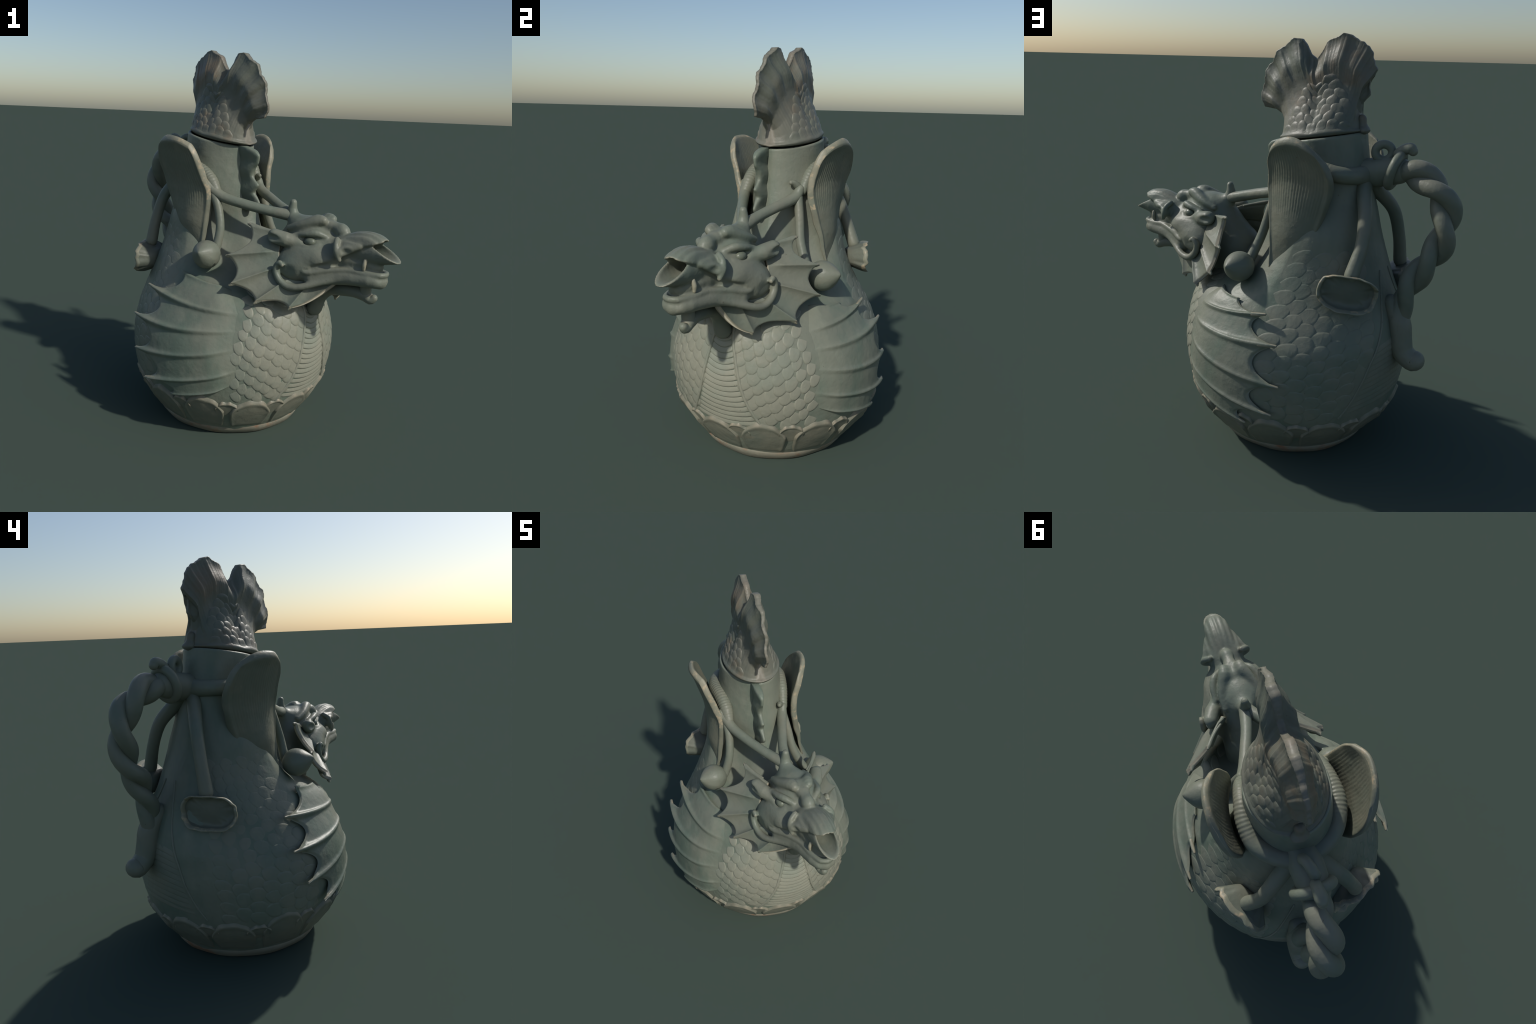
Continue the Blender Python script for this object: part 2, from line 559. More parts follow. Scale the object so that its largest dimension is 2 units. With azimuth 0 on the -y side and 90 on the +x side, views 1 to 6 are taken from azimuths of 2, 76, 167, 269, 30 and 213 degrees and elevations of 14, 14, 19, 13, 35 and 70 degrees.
def build_fin(s):
    tips = []
    for x, y, z in FIN_TIPS[s]:
        th, h = polar_of(x, y, z)
        tips.append((abs(th), z, max(h, 0.014)))
    tips = np.array(tips)
    base = np.array([(D(t), z, 0.006) for t, z in FIN_BASE])
    ns, nt = 121, 60
    sv = np.linspace(0, 5, ns)
    k = np.arange(6)
    B = np.stack([curve1(k, base[:, i], sv) for i in range(3)], -1)
    E = np.stack([curve1(k, tips[:, i], sv) for i in range(3)], -1)
    frac = sv - np.floor(sv)
    dist = np.minimum(frac, 1 - frac)                    # 0 on a rib, .5 between ribs
    dist[-1] = 0
    pull = 1 - (0.10 * (1 - np.exp(-dist / 0.10)) + 0.10 * np.sin(math.pi * np.clip(dist, 0, .5)))
    t = np.linspace(0, 1, nt)
    S, T = np.meshgrid(np.arange(ns), t, indexing='ij')
    tt = T * pull[S]
    th = B[S, 0] + (E[S, 0] - B[S, 0]) * tt
    z = B[S, 1] + (E[S, 1] - B[S, 1]) * tt + 0.012 * np.sin(math.pi * tt) * -1
    dd = dist[S]
    rib = np.exp(-(dd / 0.085) ** 2)
    one_sided = np.where(frac[S] > 0.5, np.exp(-(dd / 0.22) ** 2), 0) * 0.4
    h = -0.004 + (0.019 if s > 0 else 0.023) * smoothstep(0, .30, tt) + (rib * 0.8 + one_sided) * 0.0105 * smoothstep(0.0, 0.35, tt) \
        + (E[S, 2] - 0.016) * tt ** 3 * (0.35 + 0.65 * rib)
    edge = smoothstep(1.0, 0.965, T) * smoothstep(-0.001, 0.012, S / ns) * smoothstep(1.001, 0.988, S / (ns - 1))
    thick = 0.030 - 0.012 * tt
    q, _, _, n = body_frame(s * th, z)
    topv = q + n * ((h - thick * 0.5) + thick * 0.5 * np.sqrt(edge))[..., None]
    botv = q + n * ((h - thick * 0.5) - thick * 0.5 * np.sqrt(edge))[..., None]
    V = np.vstack([topv.reshape(-1, 3), botv.reshape(-1, 3)])
    m = ns * nt
    F = list(map(tuple, grid_faces(ns, nt, flip=s > 0))) + list(map(tuple, grid_faces(ns, nt, off=m, flip=s < 0)))
    ring = [(i, 0) for i in range(ns)] + [(ns - 1, j) for j in range(1, nt)] + [(i, nt - 1) for i in range(ns - 2, -1, -1)] + [(0, j) for j in range(nt - 2, 0, -1)]
    ids = [a * nt + b for a, b in ring]
    for a, b in zip(ids, ids[1:] + ids[:1]):
        F.append((a, b, b + m, a + m))
    fin = add_mesh('side_fin', V, F, M_BODY, body)
    for i in range(1, 6):
        u = np.array([.86, .93, .99])
        tq = base[i, 0] + (tips[i, 0] - base[i, 0]) * u
        zq = base[i, 1] + (tips[i, 1] - base[i, 1]) * u - 0.012 * np.sin(math.pi * u)
        hq = 0.012 + 0.0104 + (tips[i, 2] - 0.016) * u ** 3 - 0.010
        q, _, _, nn = body_frame(s * tq, zq)
        tube('fin_tip', np.hstack([q + nn * hq[:, None], np.array([[.010], [.0095], [.006]])]), M_TIP, body, n=14, seg=14)
    return fin


for s in (1, -1):
    build_fin(s)

# ------------------------------------------------------------------ crest on the front of the neck
def build_crest():
    prof = [(1.515, .095), (1.505, .140), (1.49, .178), (1.465, .195), (1.435, .190), (1.40, .165), (1.365, .152), (1.34, .168), (1.316, .193),
            (1.295, .178), (1.275, .166), (1.25, .186), (1.222, .203), (1.205, .195), (1.18, .15)]
    zk = [p[0] for p in prof][::-1]
    fk = [p[1] for p in prof][::-1]
    z = np.linspace(1.185, 1.513, 90)
    f = curve1(zk, fk, z)
    ang = np.linspace(0, 2 * math.pi, 28, endpoint=False)
    V = []
    for zi, fi in zip(z, f):
        f0 = 0.05
        yc = -0.052 - 0.03 * (zi - 1.35)
        c, a = (f0 + fi) / 2, (fi - f0) / 2
        ht = 0.017 + 0.004 * math.sin(zi * 60)
        sx, sy = np.cos(ang), np.sin(ang)
        V.append(np.stack([c + a * np.sign(sx) * np.abs(sx) ** .8, yc + ht * np.sign(sy) * np.abs(sy) ** .7, np.full(28, zi)], -1))
    F = [tuple(q) for q in grid_faces(90, 28, True)] + [tuple(range(28))[::-1], tuple(89 * 28 + j for j in range(28))]
    add_mesh('neck_crest', np.vstack(V), F, M_BODY, body)


build_crest()

# ------------------------------------------------------------------ lid: a fish tail
def build_lid():
    left = [(-.325, 1.583), (-.318, 1.615), (-.306, 1.66), (-.308, 1.70), (-.325, 1.722), (-.345, 1.742)]
    right = [(.090, 1.518), (.080, 1.56), (.078, 1.595), (.098, 1.628), (.147, 1.652), (.210, 1.660)]
    topL = [(-.345, 1.742), (-.350, 1.80), (-.372, 1.855), (-.345, 1.93), (-.30, 1.967), (-.255, 1.992), (-.205, 2.0), (-.158, 1.984), (-.130, 1.968),
            (-.108, 1.930), (-.076, 1.890)]
    topR = [(-.076, 1.890), (-.040, 1.912), (-.014, 1.955), (.010, 1.979), (.045, 1.980), (.092, 1.957), (.135, 1.92), (.188, 1.857), (.203, 1.815),
            (.222, 1.750), (.226, 1.708), (.210, 1.660)]
    ns, nt = 161, 90
    poly = lambda p, n: np.stack([np.interp(np.linspace(0, 1, n), np.r_[0, np.cumsum(np.hypot(*np.diff(np.array(p), axis=0).T))] / np.sum(np.hypot(*np.diff(np.array(p), axis=0).T)), np.array(p)[:, i]) for i in range(2)], -1)
    top = np.vstack([poly(topL, 81), poly(topR, 81)[1:]])
    # waviness of the free edge
    sv = np.linspace(0, 1, ns)
    nrm = np.gradient(top, axis=0)
    nrm = np.stack([-nrm[:, 1], nrm[:, 0]], -1)
    nrm /= np.linalg.norm(nrm, axis=1)[:, None] + 1e-9
    top = top + nrm * ((0.005 * (2 * np.abs(((sv * 9.5) % 1) - .5) - .5) * 2 + 0.003 * np.sin(sv * 137) * np.sin(sv * 61)) * np.clip(np.abs(sv - .5) / .08 - 1, 0, 1))[:, None]
    Lc, Rc = poly(left, nt), poly(right, nt)
    bot = np.stack([np.linspace(left[0][0], right[0][0], ns), np.linspace(left[0][1], right[0][1], ns)], -1)
    S, T = np.meshgrid(sv, np.linspace(0, 1, nt))
    s_, t_ = S[..., None], T[..., None]
    corner = (1 - s_) * (1 - t_) * bot[0] + s_ * (1 - t_) * bot[-1] + (1 - s_) * t_ * top[0] + s_ * t_ * top[-1]
    G = (1 - t_) * bot[None] + t_ * top[None] + (1 - s_) * Lc[:, None] + s_ * Rc[:, None] - corner
    x, z = G[..., 0], G[..., 1]
    e = np.abs(2 * S - 1)
    round_ = np.sqrt(np.clip(1 - e ** 2, 0, 1))
    flat = np.sqrt(np.clip(1 - e ** 5, 0, 1))
    k = smoothstep(-0.06, 0.55, T)
    wmax = 0.152 * (1 - k) ** 1.1 + (0.026 + (0.020 + 0.018 * np.exp(-((S - .5) / .2) ** 2)) * smoothstep(1.0, .65, T)) * k
    half = wmax * (round_ * (1 - k) + flat * k)
    half = half * (1 - (0.30 + 0.35 * smoothstep(.12, .3, np.abs(S - .5))) * smoothstep(0.7, 1.0, T))
    half = np.maximum(half, 0.0)
    # rolled rim
    half = half + 0.010 * np.exp(-((T - 0.035) / 0.03) ** 2) * round_
    x = x + (S - 0.5) * 0.022 * np.exp(-((T - 0.035) / 0.03) ** 2)
    # fan rays: rounded folds radiating to the edge
    fan = smoothstep(0.45, 0.75, T)
    ray = np.sin(S * 2 * math.pi * 9.5 + 0.4) * smoothstep(0.04, 0.14, np.abs(S - .5))
    front_wave = smoothstep(0.55, 0.75, S)
    yoff = fan * (0.0035 * ray * (0.35 + 1.1 * front_wave)) 
    rib9 = (1 - np.abs(np.sin(S * math.pi * 9.5 + 0.2))) ** 3
    fine = fan * (0.0008 * np.sin(S * 2 * math.pi * 58) + 0.0055 * rib9 * smoothstep(1.0, .93, T))
    yc = -0.02 - 0.05 * x - 0.012 * smoothstep(0.3, 1, T) - 0.008 * np.sin(math.pi * np.clip(T, 0, 1))
    # hollow under the front lobe
    edge = 0.007 * smoothstep(0.55, 0.9, T)
    half = np.maximum(half, edge)
    half = half * (1 - 0.35 * np.exp(-((S - .5) / .09) ** 2) * smoothstep(.8, 1, T))
    half = half + 0.0
    VL = np.stack([x, yc + yoff + half + fine, z], -1)
    VR = np.stack([x, yc + yoff - half - fine, z], -1)
    V = np.vstack([VL.reshape(-1, 3), VR.reshape(-1, 3)])
    m = ns * nt
    F = list(map(tuple, grid_faces(nt, ns, flip=True))) + list(map(tuple, grid_faces(nt, ns, off=m)))
    ring = [(0, j) for j in range(ns)] + [(i, ns - 1) for i in range(1, nt)] + [(nt - 1, j) for j in range(ns - 2, -1, -1)] + [(i, 0) for i in range(nt - 2, 0, -1)]
    ids = [a * ns + b for a, b in ring]
    for a, b in zip(ids, ids[1:] + ids[:1]):
        F.append((a, b, b + m, a + m))
    lid = add_mesh('tail_lid', V, F, M_LID)
    # scales on both cheeks of the lid
    GL, GR = VL, VR

    def lid_surf(side):
        A = GL if side > 0 else GR

        def samp(s, t):
            fs, ft = np.clip(s, 0, 1) * (ns - 1), np.clip(t, 0, 1) * (nt - 1)
            i, j = np.clip(ft.astype(int), 0, nt - 2), np.clip(fs.astype(int), 0, ns - 2)
            a, b = (ft - i)[..., None], (fs - j)[..., None]
            return (A[i, j] * (1 - a) + A[i + 1, j] * a) * (1 - b) + (A[i, j + 1] * (1 - a) + A[i + 1, j + 1] * a) * b
        return samp

    for side in (1, -1):
        samp = lid_surf(side)
        for r in range(7):
            t0 = 0.09 + 0.072 * r
            n = 7 - (r % 2)
            for c in range(n):
                s0 = 0.5 + (c - (n - 1) / 2) * 0.112
                if abs(s0 - 0.46) > 0.38 - 0.045 * r:
                    continue
                nu, nv = 9, 11
                U, W = np.meshgrid(np.linspace(-1, 1, nu), np.linspace(0, 1, nv))
                w = np.where(W > .4, np.clip(1 - ((W - .4) / .6) ** 2, 0, 1) ** .75, .8 + .2 * W / .4)
                ss = s0 + U * w * 0.082 + 0.004 * rng.normal()
                tt = t0 + (W - .4) * 0.145
                q = samp(ss, tt)
                qn = np.cross(samp(ss + .01, tt) - samp(ss - .01, tt), samp(ss, tt + .01) - samp(ss, tt - .01))
                qn /= np.linalg.norm(qn, axis=-1, keepdims=True) + 1e-9
                if np.mean(qn[..., 1]) * side < 0:
                    qn = -qn
                ed = np.clip((1 - np.abs(U)) / .4, 0, 1) * np.clip((1 - W) / .25, 0, 1)
                hh = smoothstep(0, .8, W) * (1 - .3 * U ** 2) * np.sqrt(ed) * 0.0046 - 0.003 * (1 - ed) - .003 * (1 - smoothstep(0, .3, W))
                q = q + qn * hh[..., None]
                add_mesh('tail_scale', q.reshape(-1, 3), grid_faces(nv, nu), M_LID, lid)
    # little knob at the back of the lid
    P = lambda X, Y, Z: smin(ellipsoid((X, Y, Z), (-.335, .004, 1.588), (.026, .036, .017)), strand((X, Y, Z), [(-.325, .0, 1.59, .02), (-.318, -.002, 1.635, .022)]), .02)
    v, f = sdf_mesh(P, (-.39, -.06, 1.55), (-.27, .06, 1.69), .005)
    add_mesh('lid_knob', v, f, M_LID, lid)
    return lid


lid = build_lid()

# ------------------------------------------------------------------ ear-shaped leaves beside the neck
def build_leaf(s):
    if s > 0:
        front = [(.010, .262, .94), (.025, .226, 1.08), (.045, .190, 1.20), (.060, .172, 1.30), (.060, .172, 1.35), (.056, .178, 1.40), (.052, .190, 1.45), (.025, .222, 1.51)]
        top = [(.025, .222, 1.51), (-.015, .240, 1.545), (-.065, .256, 1.566), (-.115, .264, 1.568), (-.165, .268, 1.550), (-.215, .262, 1.51)]
        rear = [(-.150, .270, .94), (-.205, .222, 1.08), (-.236, .210, 1.18), (-.262, .215, 1.25), (-.285, .222, 1.32), (-.292, .236, 1.39), (-.268, .252, 1.45), (-.215, .262, 1.51)]
    else:
        front = [(-.005, -.268, .94), (.008, -.236, 1.08), (.018, -.220, 1.20), (.022, -.225, 1.28), (.010, -.245, 1.34), (-.002, -.262, 1.40), (-.015, -.280, 1.46), (-.050, -.302, 1.52)]
        top = [(-.050, -.302, 1.52), (-.100, -.315, 1.550), (-.145, -.318, 1.560), (-.205, -.310, 1.560), (-.255, -.298, 1.545), (-.300, -.280, 1.515)]
        rear = [(-.185, -.250, .94), (-.255, -.208, 1.08), (-.298, -.200, 1.18), (-.330, -.205, 1.25), (-.352, -.212, 1.32), (-.362, -.228, 1.39), (-.345, -.255, 1.46), (-.300, -.280, 1.515)]
    lean = lambda pts: [(x, y + s * (0.012 * float(smoothstep(1.30, 1.45, z))), z) for x, y, z in pts]
    ns, nt = 81, 80
    A, Bc, C = spline(lean(front), nt), spline(lean(rear), nt), spline(lean(top), ns)
    bot = np.linspace(A[0], Bc[0], ns)
    sv, tv = np.linspace(0, 1, ns), np.linspace(0, 1, nt)
    S, T = np.meshgrid(sv, tv)
    s_, t_ = S[..., None], T[..., None]
    corner = (1 - s_) * (1 - t_) * bot[0] + s_ * (1 - t_) * bot[-1] + (1 - s_) * t_ * C[0] + s_ * t_ * C[-1]
    G = (1 - t_) * bot[None] + t_ * C[None] + (1 - s_) * A[:, None] + s_ * Bc[:, None] - corner
    du, dv = np.gradient(G, axis=1), np.gradient(G, axis=0)
    n = np.cross(du, dv)
    n /= np.linalg.norm(n, axis=-1, keepdims=True) + 1e-9
    n = n * np.sign(n[..., 1:2] * s)
    bulge = (0.034 if s > 0 else 0.060) * np.sin(math.pi * S) * (1 - 0.72 * T) * smoothstep(0.0, 0.3, T)
    edge = np.minimum(np.minimum(S, 1 - S) * 3.2, (1 - T) * 2.6)
    rolled = np.exp(-((edge - 0.12) / 0.12) ** 2) * 0.006
    lines = 0.0009 * np.cos(S * 2 * math.pi * 24) * smoothstep(0.12, 0.3, edge) * smoothstep(0.35, 0.5, T)
    rd = np.sqrt(np.clip(edge / 0.10, 0, 1))
    thick = 0.005 + 0.012 * smoothstep(.05, .45, T)
    wob = 0.003 * np.sin(T * 31 + S * 9) * np.exp(-edge / .12)
    mid = G + n * (bulge + wob)[..., None]
    outer = mid + n * (thick * rd + lines + rolled)[..., None]
    inner = mid - n * (thick * rd * 0.7 - 0.5 * lines)[..., None]
    V = np.vstack([outer.reshape(-1, 3), inner.reshape(-1, 3)])
    m = ns * nt
    fl = s < 0
    F = list(map(tuple, grid_faces(nt, ns, flip=fl))) + list(map(tuple, grid_faces(nt, ns, off=m, flip=not fl)))
    ring = [(0, j) for j in range(ns)] + [(i, ns - 1) for i in range(1, nt)] + [(nt - 1, j) for j in range(ns - 2, -1, -1)] + [(i, 0) for i in range(nt - 2, 0, -1)]
    ids = [a * ns + b for a, b in ring]
    for a, b in zip(ids, ids[1:] + ids[:1]):
        F.append((a, b, b + m, a + m))
    ob = add_mesh('leaf', V, F, M_LEAF)
    ob.data.materials.append(M_RIM)
    nf = (nt - 1) * (ns - 1)
    rimq = ((edge < 0.085) & (T > 0.48) & (S < 0.75))[:-1, :-1].ravel()
    for k in np.nonzero(rimq)[0]:
        ob.data.polygons[k].material_index = 1
        ob.data.polygons[k + nf].material_index = 1
    for k in range(2 * nf, len(ob.data.polygons)):
        ob.data.polygons[k].material_index = 1 if ob.data.polygons[k].center[2] > 1.34 else 0
    return ob


leaves = {s: build_leaf(s) for s in (1, -1)}

# ------------------------------------------------------------------ vine: round the neck, to the horn and to the fruit
vine = tube('vine', [(-.345, 0, 1.40, .06), (-.40, 0, 1.40, .068), (-.46, 0, 1.41, .066), (-.51, .005, 1.42, .062)], M_VINE, seg=24)
ribbed = lambda t, a: 1 + 0.022 * np.sin(t * 2 * math.pi * 34) * smoothstep(0.35, 0.45, t) * smoothstep(1.0, 0.92, t)
tube('vine_band', [(-.37, -.03, 1.39, .045), (-.34, -.11, 1.39, .040), (-.29, -.165, 1.39, .038), (-.20, -.20, 1.39, .040), (-.10, -.20, 1.375, .040), (-.02, -.195, 1.33, .036), (.02, -.195, 1.285, .028)],
     M_VINE, vine, n=200, ring=ribbed)
tube('vine_band', [(-.37, .03, 1.39, .045), (-.33, .10, 1.39, .040), (-.27, .155, 1.40, .038), (-.18, .168, 1.42, .036), (-.10, .155, 1.42, .034), (-.03, .142, 1.385, .030), (.020, .128, 1.31, .026)],
     M_VINE, vine, n=200, ring=ribbed)
# branches to the horn
tube('vine_branch', [(-.015, -.225, 1.315, .022), (.012, -.205, 1.283, .028), (.07, -.180, 1.248, .027), (.17, -.131, 1.222, .026), (.27, -.075, 1.200, .026), (.385, -.005, 1.180, .030)], M_VINE, vine)
tube('vine_branch', [(.035, .120, 1.315, .024), (.055, .110, 1.283, .028), (.10, .092, 1.262, .027), (.19, .060, 1.238, .026), (.28, .030, 1.212, .026), (.385, .005, 1.180, .030)], M_VINE, vine)
tube('vine_bud', [(.030, .110, 1.325, .020), (.055, .095, 1.345, .016), (.072, .087, 1.349, .011)], M_VINE, vine, n=20)
# stems to the fruit
tube('vine_stem', [(.012, -.205, 1.275, .024), (.055, -.205, 1.19, .023), (.085, -.218, 1.085, .023), (.085, -.245, .985, .025), (.085, -.27, .955, .028)], M_VINE, vine)
tube('vine_stem', [(.050, .118, 1.275, .024), (.075, .140, 1.18, .023), (.105, .165, 1.06, .023), (.135, .215, .955, .025), (.145, .25, .925, .028)], M_VINE, vine)
# stems to the pods behind
tube('vine_stem', [(-.36, .03, 1.36, .040), (-.385, .085, 1.30, .036), (-.42, .155, 1.215, .033), (-.43, .205, 1.10, .031), (-.412, .262, .975, .034)], M_VINE, vine)
tube('vine_stem', [(-.36, -.03, 1.36, .040), (-.40, -.075, 1.30, .036), (-.462, -.142, 1.20, .032), (-.488, -.186, 1.06, .031), (-.496, -.215, .925, .034)], M_VINE, vine)


def build_fruit(c, tip):
    c, tip = np.array(c), np.array(tip)
    ax = tip - c
    L = np.linalg.norm(ax)
    ax /= L
    a = np.cross(ax, [0, 0, 1])
    a /= np.linalg.norm(a)
    b = np.cross(ax, a)
    prof = [(-.075, .0), (-.073, .018), (-.062, .042), (-.04, .062), (-.01, .073), (.02, .071), (.045, .060), (.065, .044), (.082, .027), (.093, .015), (.099, .006), (.101, 0)]
    P = spline([(p[0], p[1], 0) for p in prof], 50)
    ang = np.linspace(0, 2 * math.pi, 40, endpoint=False)
    V = []
    for h, r, _ in P:
        r = max(r, 0.0003)
        groove = 1 - 0.03 * np.exp(-((ang - math.pi) / 0.2) ** 2)
        V.append(c + ax * h * (L / .1) + (r * groove)[:, None] * (np.cos(ang)[:, None] * a + np.sin(ang)[:, None] * b))
    F = [tuple(q) for q in grid_faces(len(P), 40, True)] + [tuple(range(40))[::-1], tuple((len(P) - 1) * 40 + j for j in range(40))]
    add_mesh('peach_fruit', np.vstack(V), F, M_VINE, vine)


build_fruit((.090, -.315, .965), (.125, -.403, .993))
build_fruit((.150, .304, .928), (.167, .401, .951))


def build_pod(c, e1, depth, hl, hv, seed):
    """Open oval dish standing off the body: c = centre of the mouth, e1 = long axis."""
    r = np.random.default_rng(seed)
    c, e1 = np.array(c, float), np.array(e1, float)
    e1 /= np.linalg.norm(e1)
    e2 = np.array([0, 0, 1.0]) - e1 * e1[2]
    e2 /= np.linalg.norm(e2)
    n = np.cross(e1, e2)
    if n[:2] @ c[:2] < 0:
        n = -n
    na = 72
    ang = np.linspace(0, 2 * math.pi, na, endpoint=False)
    cx, sy = np.cos(ang), np.sin(ang)
    X = np.sign(cx) * np.abs(cx) ** 0.75
    Y = np.sign(sy) * np.abs(sy) ** 0.8
    ph = r.uniform(0, 6, 4)
    wob = 0.007 * np.sin(3 * ang + ph[0]) + 0.006 * np.sin(5 * ang + ph[1]) + 0.004 * np.sin(11 * ang + ph[2]) + 0.003 * np.sin(17 * ang + ph[3])
    rings = [(.45, -depth), (.62, -depth * .75), (.82, -depth * .38), (.98, -.014), (1.02, 0), (1.0, .010), (.94, .010), (.87, -.004), (.84, -.024), (.62, -.012), (.3, -.004), (.02, -.002)]
    V = []
    for k, d in rings:
        lip = smoothstep(.6, 1, k)
        V.append(c + (X * hl * k)[:, None] * e1 + (Y * hv * k)[:, None] * e2 + (d + (wob + .030 * np.abs(Y) ** 2) * lip)[:, None] * n)
    F = [tuple(q) for q in grid_faces(len(rings), na, True)] + [tuple(range(na))[::-1], tuple((len(rings) - 1) * na + j for j in range(na))]
    ob = add_mesh('open_pod', np.vstack(V), F, M_POD, vine)
    ob.data.materials.append(M_RIM)
    for k in range(3 * na, 7 * na):
        ob.data.polygons[k].material_index = 1
    sub = ob.modifiers.new('sub', 'SUBSURF')
    sub.levels = sub.render_levels = 1


build_pod((-.498, -.227, .832), (.095, -.27, .0), .09, .142, .088, 1)
build_pod((-.412, .303, .905), (.245, .135, .055), .09, .140, .086, 2)

# ------------------------------------------------------------------ handle: two twisted strands
SPINE = [(-.50, .005, 1.42), (-.56, .010, 1.428), (-.62, .020, 1.415), (-.688, .024, 1.379), (-.731, .026, 1.328), (-.753, .030, 1.267), (-.757, .038, 1.201), (-.747, .042, 1.134),
         (-.725, .046, 1.069), (-.692, .052, 1.003), (-.655, .062, .926), (-.628, .070, .854), (-.617, .080, .776), (-.613, .090, .700), (-.625, .092, .640)]
n = 200
C = spline([(x + 0.014 * float(smoothstep(1.1, .9, z)) + 0.002, y, z - 0.008 * float(smoothstep(1.15, 1.3, z))) for x, y, z in SPINE], n)
T, A, B = frames(C)
tt = np.linspace(0, 1, n)
handle = None
for k in (0, 1):
    ph = math.pi * k + 0.6 - tt * 2 * math.pi * 2.8
    off = 0.030 * smoothstep(0.0, 0.12, tt) * (1 - 0.6 * smoothstep(.6, .95, tt))
    rad = 0.042 - 0.004 * smoothstep(0.05, 0.6, tt) + 0.006 * smoothstep(.8, 1, tt)
    P = C + off[:, None] * (np.cos(ph)[:, None] * A + np.sin(ph)[:, None] * B)
    ob = tube('handle_strand', np.hstack([P, rad[:, None]])[::3], M_VINE, handle, seg=22, n=160)
    if handle is None:
        ob.name = 'handle'
        handle = ob
# curled foot of the handle
tube('handle_foot', [(-.55, .07, .80, .045), (-.60, .085, .72, .055), (-.615, .092, .64, .056), (-.635, .098, .58, .052), (-.68, .100, .545, .050), (-.695, .100, .548, .048)], M_VINE, handle)
tube('handle_root', [(-.50, .06, .66, .05), (-.56, .075, .66, .055), (-.60, .085, .65, .05)], M_VINE, handle)
# collar, knob and loop
ca = np.linspace(0, 2 * math.pi, 40)
tube('collar', np.stack([-.497 - .022 * np.sin(ca), .005 + .072 * np.cos(ca), 1.42 + .072 * np.sin(ca), np.full(40, .022)], -1), M_VINE, handle, n=100)
tube('knot_bud', [(-.50, .0, 1.495, .022), (-.525, .0, 1.515, .024), (-.555, .0, 1.522, .026), (-.568, .0, 1.512, .022)], M_VINE, handle, n=30)
tube('loop', np.stack([-.434 + .036 * np.cos(ca), .002 + .012 * np.cos(ca), 1.496 + .036 * np.sin(ca), np.full(40, .020)], -1), M_VINE, handle, n=80)

